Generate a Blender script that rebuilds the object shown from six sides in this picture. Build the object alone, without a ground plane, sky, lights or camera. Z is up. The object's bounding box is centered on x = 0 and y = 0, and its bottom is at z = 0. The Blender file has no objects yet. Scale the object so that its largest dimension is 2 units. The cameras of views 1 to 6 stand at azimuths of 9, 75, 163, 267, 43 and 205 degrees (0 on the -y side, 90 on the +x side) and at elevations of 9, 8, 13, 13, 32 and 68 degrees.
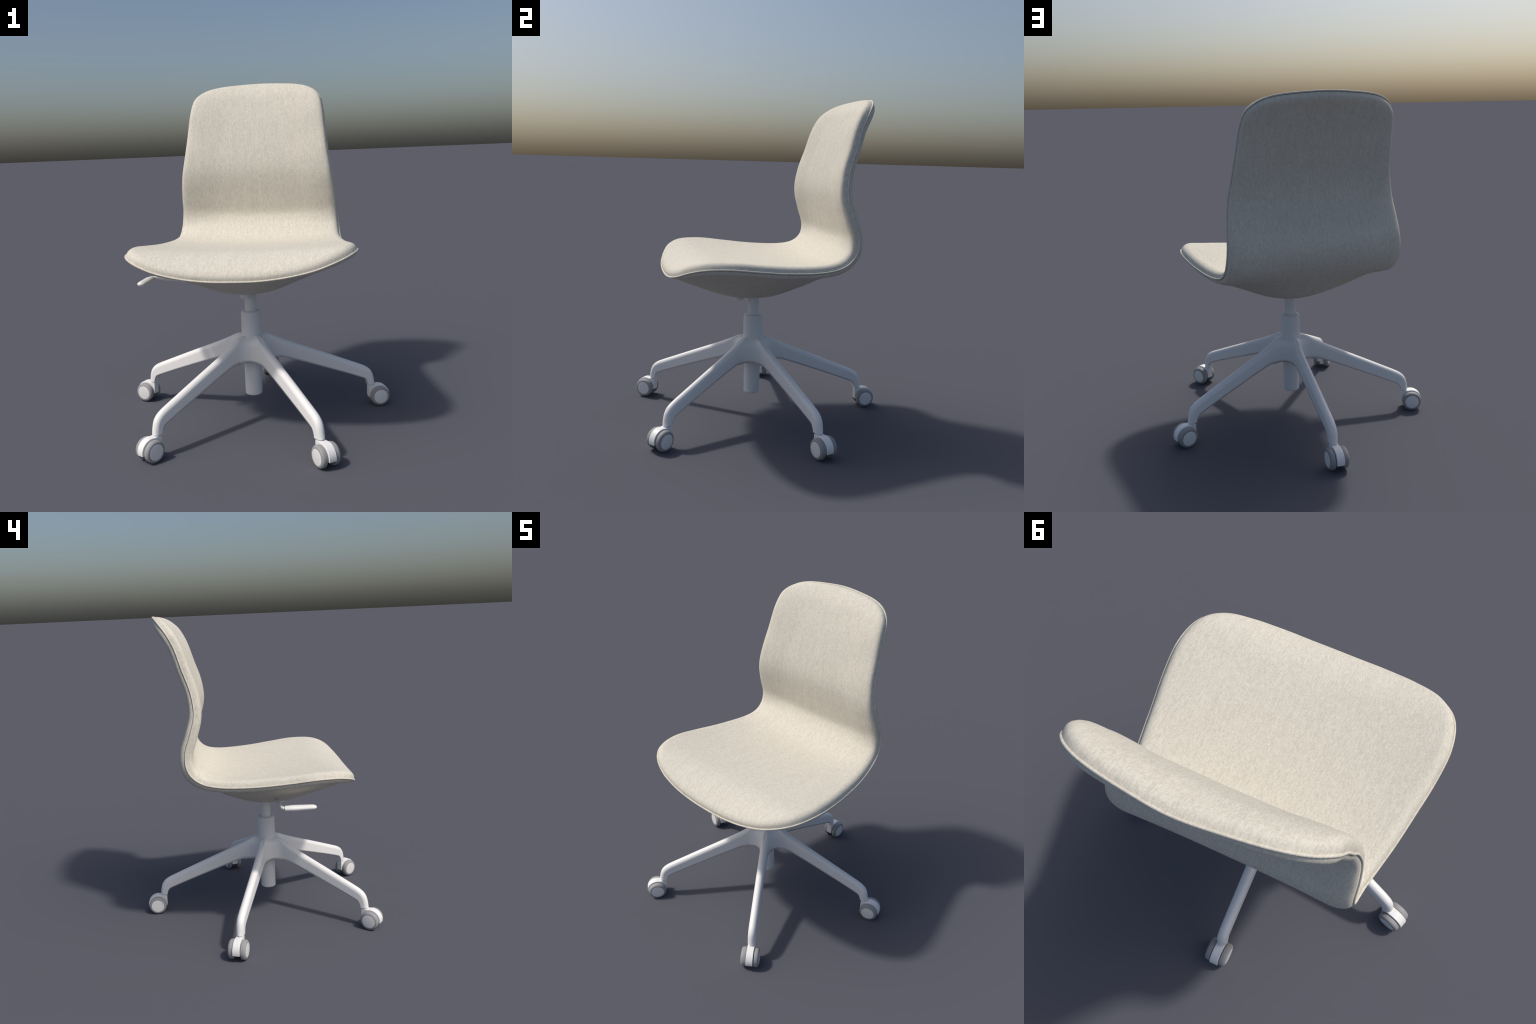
# Swivel chair: upholstered one-piece shell (seat + backrest) on a five-star caster base.
import bpy, math
import numpy as np
from mathutils import Matrix, Vector

# ------------------------------------------------------------------ helpers
def catmull(ctrl, n, ends=None):
    """n points, evenly spaced by length, on a Catmull-Rom curve through ctrl."""
    c = np.array(ctrl, float)
    a, b = (2*c[0]-c[1], 2*c[-1]-c[-2]) if ends is None else ends
    e = np.vstack([a, c, b]); t = np.linspace(0, 1, 24, endpoint=False)[:, None]; out = []
    for i in range(1, len(c)):
        p0, p1, p2, p3 = e[i-1:i+3]
        out.append(.5*(2*p1+(p2-p0)*t+(2*p0-5*p1+4*p2-p3)*t*t+(3*p1-p0-3*p2+p3)*t**3))
    out.append(c[-1:]); p = np.vstack(out)
    s = np.r_[0, np.cumsum(np.linalg.norm(np.diff(p, axis=0), axis=1))]
    u = np.linspace(0, s[-1], n)
    return np.stack([np.interp(u, s, p[:, k]) for k in range(p.shape[1])], 1)

def vertex_normals(v, faces):
    n = np.zeros_like(v)
    for k in (3, 4):
        f = np.array([q for q in faces if len(q) == k])
        if len(f) == 0: continue
        if k == 4: fn = np.cross(v[f[:, 2]]-v[f[:, 0]], v[f[:, 3]]-v[f[:, 1]])
        else: fn = np.cross(v[f[:, 1]]-v[f[:, 0]], v[f[:, 2]]-v[f[:, 0]])
        for j in range(k): np.add.at(n, f[:, j], fn)
    return n/np.maximum(np.linalg.norm(n, axis=1, keepdims=True), 1e-12)

def weld(v, faces, eps=1e-5):
    key = {}; remap = np.empty(len(v), int); keep = []
    for i, p in enumerate(np.round(v/eps).astype(np.int64)):
        k = tuple(p)
        if k not in key: key[k] = len(keep); keep.append(i)
        remap[i] = key[k]
    out = []
    for f in faces:
        g = []
        for i in f:
            j = int(remap[i])
            if j not in g: g.append(j)
        if len(g) > 2: out.append(tuple(g))
    return v[keep], out, remap

def mesh_object(name, v, faces, mat, parent, normals=None, smooth=True):
    m = bpy.data.meshes.new(name)
    m.from_pydata([tuple(p) for p in v], [], [tuple(int(i) for i in f) for f in faces]); m.update()
    if smooth: m.shade_smooth()
    if normals is not None: m.normals_split_custom_set_from_vertices([tuple(p) for p in normals])
    m.materials.append(mat)
    o = bpy.data.objects.new(name, m); bpy.context.collection.objects.link(o)
    o.parent = parent
    return o

def split_object(name, v, faces, pick, normals, mat, parent):
    """object from the faces chosen by pick(), keeping the whole surface's normals"""
    fs = [f for f in faces if pick(v[list(f)].mean(0))]
    used = sorted({i for f in fs for i in f}); idx = {i: k for k, i in enumerate(used)}
    return mesh_object(name, v[used], [[idx[i] for i in f] for f in fs], mat, parent, normals[used])

def lathe(profile, n=48):
    """(radius, height) profile turned round z; closed at radius 0"""
    v, f = [], []
    for r, z in profile:
        for k in range(n):
            a = 2*math.pi*k/n; v.append((r*math.cos(a), r*math.sin(a), z))
    for i in range(len(profile)-1):
        for k in range(n):
            f.append((i*n+k, i*n+(k+1) % n, (i+1)*n+(k+1) % n, (i+1)*n+k))
    v, f, _ = weld(np.array(v), f, 1e-6)
    return v, f

def tube(path, radius, n=12, caps=True, closed=False):
    p = np.array(path, float); m = len(p)
    rad = np.broadcast_to(radius, (m,))
    if closed: t = np.roll(p, -1, 0)-np.roll(p, 1, 0)
    else: t = np.gradient(p, axis=0)
    t /= np.linalg.norm(t, axis=1, keepdims=True)
    ref = np.array([0, 0, 1.]) if abs(t[0][2]) < .9 else np.array([0, 1., 0])
    u = np.cross(t[0], ref); u /= np.linalg.norm(u); v = []
    for i in range(m):
        u = u-t[i]*(u@t[i]); u /= np.linalg.norm(u); w = np.cross(t[i], u)
        for k in range(n):
            a = 2*math.pi*k/n
            v.append(p[i]+rad[i]*(math.cos(a)*u+math.sin(a)*w))
    f = []
    for i in range(m if closed else m-1):
        j = (i+1) % m
        for k in range(n):
            f.append((i*n+k, i*n+(k+1) % n, j*n+(k+1) % n, j*n+k))
    if caps and not closed:
        f.append(tuple(range(n))[::-1]); f.append(tuple((m-1)*n+k for k in range(n)))
    return np.array(v), f

def by_angle(o, deg=35):
    o.data.shade_smooth(); o.data.set_sharp_from_angle(angle=math.radians(deg))

# ---------------------------------------------------------------- materials
def nodes(name):
    m = bpy.data.materials.new(name); m.use_nodes = True
    nt = m.node_tree; b = nt.nodes["Principled BSDF"]
    return m, nt, b

def fabric(name, tint=1.0):
    """heathered linen weave: threads along x and along the shell's length, soft mottling"""
    m, nt, b = nodes(name); N = nt.nodes; L = nt.links
    co = N.new("ShaderNodeTexCoord")
    def noise(scale, detail=2., rough=.6):
        mp = N.new("ShaderNodeMapping"); mp.inputs["Scale"].default_value = scale
        L.new(co.outputs["Object"], mp.inputs["Vector"])
        t = N.new("ShaderNodeTexNoise"); t.inputs["Scale"].default_value = 1
        t.inputs["Detail"].default_value = detail; t.inputs["Roughness"].default_value = rough
        L.new(mp.outputs["Vector"], t.inputs["Vector"]); return t.outputs["Fac"]
    def math_(op, a, c):
        n = N.new("ShaderNodeMath"); n.operation = op
        for s, x in zip(n.inputs, (a, c)):
            if isinstance(x, (int, float)): s.default_value = x
            else: L.new(x, s)
        return n.outputs[0]
    warp = noise((215, 40, 40))           # threads running front to back / up the backrest
    weft = noise((55, 200, 200))          # threads running across
    grain = noise((175, 175, 175), 3., .75)
    long = noise((75, 5, 5), 2., .5)      # slow streaks along the warp
    mott = noise((40, 30, 30), 3., .6)
    s = math_('ADD', math_('MULTIPLY', warp, .32), math_('MULTIPLY', long, .10))
    s = math_('ADD', s, math_('MULTIPLY', weft, .16))
    s = math_('ADD', s, math_('MULTIPLY', grain, .38))
    s = math_('ADD', s, math_('MULTIPLY', mott, .04))
    r = N.new("ShaderNodeValToRGB"); r.color_ramp.interpolation = 'EASE'
    e = r.color_ramp.elements
    e[0].position = .38; e[0].color = (FAB_DARK[0]*tint, FAB_DARK[1]*tint, FAB_DARK[2]*tint, 1)
    e[1].position = .61; e[1].color = (FAB_LIGHT[0]*tint, FAB_LIGHT[1]*tint, FAB_LIGHT[2]*tint, 1)
    L.new(s, r.inputs["Fac"]); L.new(r.outputs["Color"], b.inputs["Base Color"])
    bp = N.new("ShaderNodeBump"); bp.inputs["Strength"].default_value = .35; bp.inputs["Distance"].default_value = .003
    L.new(s, bp.inputs["Height"]); L.new(bp.outputs["Normal"], b.inputs["Normal"])
    b.inputs["Roughness"].default_value = .95; b.inputs["Specular IOR Level"].default_value = .15
    return m

def plain(name, col, rough, spec=.5, vary=.03):
    m, nt, b = nodes(name); N = nt.nodes; L = nt.links
    co = N.new("ShaderNodeTexCoord"); t = N.new("ShaderNodeTexNoise")
    t.inputs["Scale"].default_value = 60; t.inputs["Detail"].default_value = 3
    L.new(co.outputs["Object"], t.inputs["Vector"])
    r = N.new("ShaderNodeValToRGB"); e = r.color_ramp.elements
    e[0].color = tuple(c*(1-vary) for c in col)+(1,); e[1].color = tuple(min(1, c*(1+vary)) for c in col)+(1,)
    L.new(t.outputs["Fac"], r.inputs["Fac"]); L.new(r.outputs["Color"], b.inputs["Base Color"])
    b.inputs["Roughness"].default_value = rough; b.inputs["Specular IOR Level"].default_value = spec
    return m

FAB_DARK = (.586, .551, .470); FAB_LIGHT = (.748, .709, .612)
M_FABRIC = fabric("linen_fabric")
M_WHITE = plain("white_coated_metal", (.88, .87, .85), .45)
M_LIFT = plain("lift_white_plastic", (.80, .80, .79), .5)
M_TYRE = plain("grey_rubber", (.33, .33, .335), .6, .3)
M_CAP = plain("pale_plastic", (.82, .81, .79), .45)
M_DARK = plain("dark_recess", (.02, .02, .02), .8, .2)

# ---------------------------------------------------------------- the chair
chair = bpy.data.objects.new("swivel_chair", None); bpy.context.collection.objects.link(chair)
chair["label"] = "cream linen upholstered swivel chair on white five-star caster base"
chair["category"] = "office chair"

# Seam between front and back covers, right half, front centre -> top centre
SEAM = [(0, -.6285, .9235), (.14, -.6255, .9265), (.28, -.6165, .942), (.4117, -.5938, .968), (.5232, -.5468, 1.0033),
        (.5945, -.4664, 1.0275), (.6225, -.3361, 1.031), (.6125, -.183, 1.016), (.5875, -.0288, 1.001), (.562, .1162, .995),
        (.5362, .2336, .998), (.517, .3199, 1.0155), (.508, .3804, 1.0536), (.502, .417, 1.1139), (.494, .4195, 1.2042),
        (.486, .3842, 1.3115), (.4705, .3545, 1.4269), (.449, .3682, 1.5562), (.434, .410, 1.686), (.421, .4465, 1.8063),
        (.4005, .4882, 1.8896), (.344, .5295, 1.9435), (.2589, .5584, 1.9722), (.1311, .5796, 1.9855), (0, .5914, 1.9905)]
# Centre line (y, z) of the shell's middle surface, front -> top
CENTRE = [(-.6285, .9235), (-.60, .946), (-.56, .967), (-.50, .990), (-.42, 1.003), (-.30, .999), (-.10, .985), (.10, .977),
          (.21, .982), (.300, 1.006), (.362, 1.055), (.404, 1.115), (.418, 1.18), (.393, 1.28), (.370, 1.38), (.362, 1.46),
          (.378, 1.56), (.416, 1.69), (.458, 1.80), (.508, 1.89), (.552, 1.95), (.5914, 1.9905)]
CUSHION_H, CUSHION_R = .038, .050       # front padding: height above the seam, edge rounding
COVER_H, COVER_R = .028, .045           # back cover
M, INNER = 150, 26
EDGE = np.array([0, .0012, .004, .009, .016, .024, .034, .045, .058, .075])

mir = np.array([-1., 1, 1])
seam = catmull(SEAM, M, ends=(np.array(SEAM[1])*mir, np.array(SEAM[-2])*mir))
cen = catmull(CENTRE, 400)
cq = np.r_[0, np.cumsum(np.linalg.norm(np.diff(cen, axis=0), axis=1))]
d2 = ((seam[:, None, 1:]-cen[None])**2).sum(2)
q_s = cq[d2.argmin(1)]; q_s = np.maximum.accumulate(q_s)
for _ in range(6): q_s[1:-1] = .25*q_s[:-2]+.5*q_s[1:-1]+.25*q_s[2:]
q_s[0], q_s[-1] = 0, cq[-1]
q_in = .30+(cq[-1]-.30-.28)*q_s/cq[-1]                   # where each ray meets the spine
C = lambda q: np.stack([np.interp(q, cq, cen[:, 0]), np.interp(q, cq, cen[:, 1])], -1)
delta = seam[:, 1:]-C(q_s)

def shell_grid():
    """middle surface as rings from the seam (ring 0) to the spine; returns (M, rings, 3), distance to seam, q"""
    length = np.hypot(seam[:, 0], q_s-q_in)
    d = np.concatenate([np.broadcast_to(EDGE, (M, len(EDGE))),
                        EDGE[-1]+(length[:, None]-EDGE[-1])*(np.linspace(0, 1, INNER+1)[1:]**.9)[None]], 1)
    rho = 1-d/length[:, None]; rho[:, -1] = 0
    x = rho*seam[:, :1]; q = q_in[:, None]+rho*(q_s-q_in)[:, None]
    yz = C(q)+delta[:, None]*(rho**2)[..., None]
    return np.concatenate([x[..., None], yz], 2), d, q

mid, dist, qq = shell_grid(); R = mid.shape[1]

def full(grid):
    """right half + mirrored left half -> vertex array and faces (normals towards the sitter)"""
    v = np.vstack([grid.reshape(-1, 3), (grid*mir).reshape(-1, 3)]); f = []
    H = M*R
    for i in range(M-1):
        for k in range(R-1):
            a, b, c, e = i*R+k, (i+1)*R+k, (i+1)*R+k+1, i*R+k+1
            f.append((a, b, c, e)); f.append((H+a, H+e, H+c, H+b))
    return v, f
mv, mf = full(mid)
wv, wf, remap = weld(mv, mf, 1e-4)
mid_n = vertex_normals(wv, wf)[remap][:M*R].reshape(M, R, 3)

def swell(d, H, Rr, p=2.1):
    t = 1-np.clip(d/Rr, 0, 1)
    return H*(1-t**p)**(1/p)

is_seat = lambda c: c[1]+.9*(c[2]-1.0) < .42 and c[2] < 1.16        # region border in the bend
# front cushion ------------------------------------------------------------
def ramp(x, a, b):
    t = np.clip((x-a)/(b-a), 0, 1); return t*t*(3-2*t)
upright = ramp(qq, 1.0, 1.25)                              # 0 on the seat, 1 on the backrest
ends = ramp(qq, .0, .16)*ramp(cq[-1]-qq, .0, .16)           # 0 at the front and top edges
bend = np.exp(-((qq-1.0)/.10)**2)                          # 1 where the seat turns up into the backrest
body = upright*ends*(1-ramp(dist, .06, .26))
pad = swell(np.maximum(dist-.003, 0), 1, .054-.010*ends, 2.05+.35*body)*(.031+.007*ends+.009*body+.004*(1-upright)*ends)+.006*bend*ramp(dist, .03, .15)
out_dir = mid[:, 0]-mid[:, 3]; out_dir /= np.linalg.norm(out_dir, axis=1, keepdims=True)
bulge = np.sin(np.pi*np.clip(dist/.05, 0, 1)**.6)*(.0025+.0075*upright)*ends
front = mid+mid_n*pad[..., None]+out_dir[:, None]*bulge[..., None]
fv, ff = full(front); fv, ff, _ = weld(fv, ff, 1e-4); fn = vertex_normals(fv, ff)
seat = split_object("seat", fv, ff, is_seat, fn, M_FABRIC, chair)
back = split_object("backrest", fv, ff, lambda c: not is_seat(c), fn, M_FABRIC, chair)

# rear cover, swelling into a shallow bowl round the mechanism under the seat ----
waist = np.exp(-((mid[..., 2]-1.55)/.16)**2)*upright+.8*np.exp(-((mid[..., 2]-1.27)/.08)**2)*upright
crest = np.exp(-((mid[..., 2]-1.88)/.06)**2)*upright
heel = np.exp(-((qq-1.05)/.11)**2)
thick = COVER_H+.018*heel*ramp(dist, .0, .08)+.003*crest-.013*waist*ramp(dist, .06, .25)
rear = mid-mid_n*(swell(np.maximum(dist-.003, 0), 1, COVER_R)*thick+.004)[..., None]+out_dir[:, None]*(bulge*.55)[..., None]
BOWL_Z = .773
def bowl(p):
    dy = p[..., 1]+.09; dy = np.where(dy > 0, dy, dy*.86)
    r = np.hypot(p[..., 0], dy); k = .03
    return BOWL_Z+.455*k*np.log1p(np.exp((r-.150)/k))
bz = bowl(rear); w = (1-ramp(qq, .82, 1.05))*ramp(dist, .01, .10)
k = .02; hsm = np.clip(.5+.5*(rear[..., 2]-bz)/k, 0, 1)
sm = rear[..., 2]*(1-hsm)+bz*hsm-k*hsm*(1-hsm)
rear[..., 2] = rear[..., 2]+np.minimum(0, sm-rear[..., 2])*w
rv, rf = full(rear); rv, rf, _ = weld(rv, rf, 1e-4); rf = [f[::-1] for f in rf]; rn = vertex_normals(rv, rf)
is_under = lambda c: c[1]-.6*(c[2]-1.0) < .40 and c[2] < 1.05
split_object("underside_cover", rv, rf, is_under, rn, M_FABRIC, seat)
split_object("rear_cover", rv, rf, lambda c: not is_under(c), rn, M_FABRIC, back)

# piping along the seam ------------------------------------------------------
pp = seam+mid_n[:, 0]*.002+out_dir*.0022
loop = np.vstack([pp, (pp*mir)[::-1][1:-1]])
pv, pf = tube(loop, .0047, 10, closed=True)
mesh_object("piping", pv, pf, M_FABRIC, chair)

# stitched line under the seat
kk = int(np.argmin(abs(dist[M//4]-.16)))
sel = [i for i in range(M) if .12 < q_s[i] < 1.05]
for sgn in (1, -1):
    ln = []
    for i in sel:
        kk = int(np.argmin(abs(dist[i]-.15))); ln.append(rear[i, kk]*[sgn, 1, 1])
    ln = np.array(ln)
    for _ in range(8): ln[1:-1] = .25*ln[:-2]+.5*ln[1:-1]+.25*ln[2:]
    tv, tf = tube(ln, .0025, 6)
    mesh_object("stitched_seam", tv, tf, M_FABRIC, seat)

# ------------------------------------------------------------ lift column
CX, CY = 0., -.069
def lathe_object(name, prof, mat, parent, at, n=48, deg=35):
    v, f = lathe(prof, n); v = v+np.array(at)
    o = mesh_object(name, v, f, mat, parent); by_angle(o, deg); return o
column = lathe_object("lift_sleeve", [(0, .46), (.0595, .46), (.0592, .636), (.0575, .643), (.052, .647), (.040, .648), (.038, .644), (0, .644)], M_LIFT, chair, (CX, CY, 0))
lathe_object("lift_rod", [(0, .60), (.0345, .60), (.0345, .80), (0, .80)], M_LIFT, column, (CX, CY, 0))
lathe_object("lift_tube", [(0, .141), (.044, .141), (.0495, .147), (.0515, .40), (0, .40)], M_LIFT, column, (CX, CY, 0))
lathe_object("lift_dark_ring", [(0, .767), (.0365, .767), (.0365, .79), (0, .79)], M_DARK, column, (CX, CY, 0))  # short black cylinder: thin dark ring where the rod meets the underside
lathe_object("tension_knob", [(0, .741), (.029, .741), (.033, .745), (.033, .768), (0, .768)], M_LIFT, chair, (-.008, -.166, 0))
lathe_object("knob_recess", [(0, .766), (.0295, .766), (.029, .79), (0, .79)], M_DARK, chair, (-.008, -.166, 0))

# ------------------------------------------------------------ height lever
rod = catmull([(-.24, -.125, .825), (-.36, -.128, .838), (-.50, -.132, .853), (-.548, -.135, .858), (-.560, -.142, .8575), (-.561, -.155, .857)], 40)
tv, tf = tube(rod, .0105, 12); lever = mesh_object("height_lever", tv, tf, M_WHITE, chair); by_angle(lever, 50)
g = np.linspace(0, 1, 30); gp = np.stack([-.560-.010*g, -.150-.19*g, .8555+.0025*g], 1)
gr = np.sqrt(np.clip(1-((g-.88)/.125).clip(0)**2, .03, 1))*np.interp(g, [0, .25, .8, 1], [.88, 1.05, .9, .8])
tv = np.array([(p[0]+.0275*r*math.cos(a), p[1], p[2]+.0175*r*math.sin(a)) for p, r in zip(gp, gr) for a in np.linspace(0, 2*math.pi, 24, endpoint=False)])
tf = [(i*24+k, i*24+(k+1) % 24, (i+1)*24+(k+1) % 24, (i+1)*24+k) for i in range(29) for k in range(24)]+[tuple(range(24))[::-1], tuple(29*24+k for k in range(24))]
tf = [f[::-1] for f in tf]
grip = mesh_object("lever_grip", tv, tf, M_WHITE, lever); by_angle(grip, 50)

# ------------------------------------------------------------ five-star base
HW = .0255                                    # half width of a leg
TOP = [(.0565, .507), (.10, .496), (.15, .475), (.216, .446), (.32, .402), (.45, .348), (.58, .293), (.66, .259),
       (.692, .243), (.716, .225), (.733, .200), (.742, .170), (.746, .145), (.747, .129)]
BOT = [(.1452, .352), (.155, .354), (.178, .354), (.222, .341), (.316, .309), (.44, .264), (.56, .220), (.645, .187),
       (.672, .176), (.687, .167), (.695, .153), (.7, .143), (.702, .135), (.702, .129)]
fr = .080; hub_d = (HW+fr)/math.sin(math.radians(36))
def dense(a, n): return catmull(a, n)
T, B = np.array(TOP), np.array(BOT)
def refine(P):
    out = [P[0]]
    e = np.vstack([2*P[0]-P[1], P, 2*P[-1]-P[-2]])
    for i in range(1, len(P)):
        p0, p1, p2, p3 = e[i-1:i+3]
        for t in (1/3, 2/3, 1.):
            out.append(.5*(2*p1+(p2-p0)*t+(2*p0-5*p1+4*p2-p3)*t*t+(3*p1-p0-3*p2+p3)*t**3))
    return np.array(out)
T, B = refine(T), refine(B)
NS = 16                                        # points across a half section
def half_section(top, bot, rise):
    """from ridge point to lower edge: rounded shoulder of height `rise`, then a straight wall"""
    out = []
    for k in range(NS):
        a = k/(NS-1)
        if a < .7:
            t = a/.7*math.pi/2; h, dn = math.sin(t)*.95, (1-math.cos(t))*rise
        else:
            t = (a-.7)/.3; h, dn = .95+.05*t, rise+(1-rise)*t
        out.append((h, dn))
    return out
def leg_side(i, sgn, ang):
    """section of a leg at station i on the side sgn, leg along direction ang (azimuth from -y)"""
    (tr, tz), (br, bz) = T[i], B[i]
    height = math.hypot(tr-br, tz-bz); rise = min(.8, .027/height)
    blend = np.clip(1-i/9., 0, 1)
    rise = rise+(.38-rise)*blend**1.5
    pts = []
    for h, dn in half_section(None, None, rise):
        w = blend**.7; r = tr+(br-tr)*(dn*(1-w)+h*w); z = tz+(bz-tz)*dn; t = sgn*HW*h
        pts.append((r*math.sin(ang)+t*math.cos(ang), -r*math.cos(ang)+t*math.sin(ang), z))
    r, z = br, bz
    pts.append((r*math.sin(ang), -r*math.cos(ang), z))       # underside meets the leg axis
    return pts
def hub_side(s, ang):
    """section of the hub between two legs; s in 0..1 sweeps from leg at ang to leg at ang+72"""
    a_in = ang+math.radians(72)*s
    mid_a = ang+math.radians(36)
    c = np.array([math.sin(mid_a), -math.cos(mid_a)])*hub_d
    # arc from tangent point on first leg to tangent point on second
    sweep = math.radians(108)
    out0 = math.atan2(*(np.array([math.sin(ang), -math.cos(ang)])*hub_d*math.cos(math.radians(36))+HW*np.array([math.cos(ang), math.sin(ang)])-c)[::-1])
    phi = out0-sweep*s
    po = c+fr*np.array([math.cos(phi), math.sin(phi)])
    pi_ = np.array([math.sin(a_in), -math.cos(a_in)])*.0565
    dip = math.sin(math.pi*s)
    zi = .507-.012*dip; zb = .352+.008*dip
    pts = []
    for h, dn in half_section(None, None, 0.38):
        p = pi_+(po-pi_)*(h*(1-.0*dip)); pts.append((p[0], p[1], zi+(zb-zi)*dn))
    p = np.array([math.sin(a_in), -math.cos(a_in)])*.045
    pts.append((p[0], p[1], zb))
    return pts
LEGS = [math.radians(36+72*k) for k in range(5)]
V, F = [], []
for ang in LEGS:
    n = len(T)
    rows = [leg_side(i, 1, ang) for i in range(n-1, -1, -1)]
    rows += [hub_side(s, ang) for s in np.linspace(0, 1, 17)[1:-1]]
    rows += [leg_side(i, -1, ang+math.radians(72)) for i in range(n)]
    base = len(V); W = NS+1
    for r in rows: V += r
    for i in range(len(rows)-1):
        for k in range(W-1):
            F.append((base+i*W+k, base+(i+1)*W+k, base+(i+1)*W+k+1, base+i*W+k+1))
    # flat end of the leg foot: half on each side
    F.append(tuple(base+k for k in range(W)))
    F.append(tuple(base+(len(rows)-1)*W+k for k in range(W))[::-1])
V = np.array(V)+np.array([CX, CY, 0]); V, F, _ = weld(V, F, 2e-5)
F = [f[::-1] for f in F]
sn = vertex_normals(V, [f for f in F if len(f) <= 4])
rad = lambda c: math.hypot(c[0]-CX, c[1]-CY)
star = split_object("star_base", V, F, lambda c: rad(c) < .24, sn, M_WHITE, chair)
for ang in LEGS:
    dr = np.array([math.sin(ang), -math.cos(ang)])
    o = split_object("leg", V, F, lambda c: rad(c) >= .24 and (c[0]-CX)*dr[0]+(c[1]-CY)*dr[1] > .9*rad(c), sn, M_WHITE, star)

# ------------------------------------------------------------ casters (local frame: x outwards, y along the axle)
WR, WC = .0590, .771
def fork_mesh():
    prof = [(.709, .050), (.708, .085), (.708, .119), (.7105, .1225), (.742, .1225)]
    for a in np.radians(np.linspace(108, -11, 16)):
        prof.append((WC+.0655*math.cos(a), WR+.0655*math.sin(a)))
    prof.append((.800, .049))
    for a in np.radians(np.linspace(10, 170, 8)):
        prof.append((WC+.030*math.cos(a), .046+.018*math.sin(a)))
    n = len(prof); hw = .0215; v = []
    for y, sh in ((-hw, .0015), (-hw+.0015, 0), (hw-.0015, 0), (hw, .0015)):
        pc = np.mean(prof, 0)
        for p in prof:
            d = np.array(p)-pc; d = d/np.linalg.norm(d)
            v.append((p[0]-sh*d[0], y, p[1]-sh*d[1]))
    f = []
    for j in range(3):
        for i in range(n):
            f.append((j*n+i, j*n+(i+1) % n, (j+1)*n+(i+1) % n, (j+1)*n+i))
    f.append(tuple(range(n))[::-1]); f.append(tuple(3*n+i for i in range(n)))
    return np.array(v), f
def to_axle(v, side):
    v = np.array(v); return np.stack([WC+v[:, 0], side*v[:, 2], WR+v[:, 1]], 1)
TYRE = [(.020, .024), (.050, .0235), (.056, .0245), (.0585, .0275), (WR, .031), (WR, .043), (.0575, .047), (.053, .0525), (.049, .0545), (.0425, .0550), (.0425, .050), (0, .050)]
CAP = [(.0425, .050), (.0425, .0548), (.0415, .0556), (.03, .0570), (.015, .0578), (0, .0580)]
def cached(name, v, f, mat, deg=30):
    m = bpy.data.meshes.new(name); m.from_pydata([tuple(p) for p in v], [], [tuple(int(i) for i in q) for q in f]); m.update()
    import bmesh
    bm = bmesh.new(); bm.from_mesh(m); bmesh.ops.recalc_face_normals(bm, faces=bm.faces); bm.to_mesh(m); bm.free()
    m.shade_smooth(); m.set_sharp_from_angle(angle=math.radians(deg)); m.materials.append(mat); return m
fv_, ff_ = fork_mesh()
ME_FORK = cached("caster", fv_, ff_, M_WHITE, 30)
lv, lf = lathe(TYRE, 40); ME_TYRE = [cached("tyre", to_axle(lv, s), lf, M_TYRE) for s in (1, -1)]
lv, lf = lathe(CAP, 40); ME_CAP = [cached("wheel_cap", to_axle(lv, s), lf, M_CAP) for s in (1, -1)]
sv, sf = lathe([(0, .10), (.0165, .10), (.0165, .134), (0, .134)], 20); ME_STEM = cached("caster_stem", sv+np.array([.7245, 0, 0]), sf, M_LIFT)
av, af = lathe([(0, -.03), (.01, -.03), (.01, .03), (0, .03)], 16); ME_AXLE = cached("axle", to_axle(av, 1), af, M_DARK)
for ang in LEGS:
    mw = Matrix.Translation((CX, CY, 0)) @ Matrix.Rotation(ang-math.pi/2, 4, 'Z')
    def put(name, me, parent):
        o = bpy.data.objects.new(name, me); bpy.context.collection.objects.link(o); o.parent = parent
        if parent is chair: o.matrix_local = mw
        return o
    c = put("caster", ME_FORK, chair)
    put("caster_stem", ME_STEM, c); put("axle", ME_AXLE, c)
    for s in (0, 1): put("tyre", ME_TYRE[s], c); put("wheel_cap", ME_CAP[s], c)
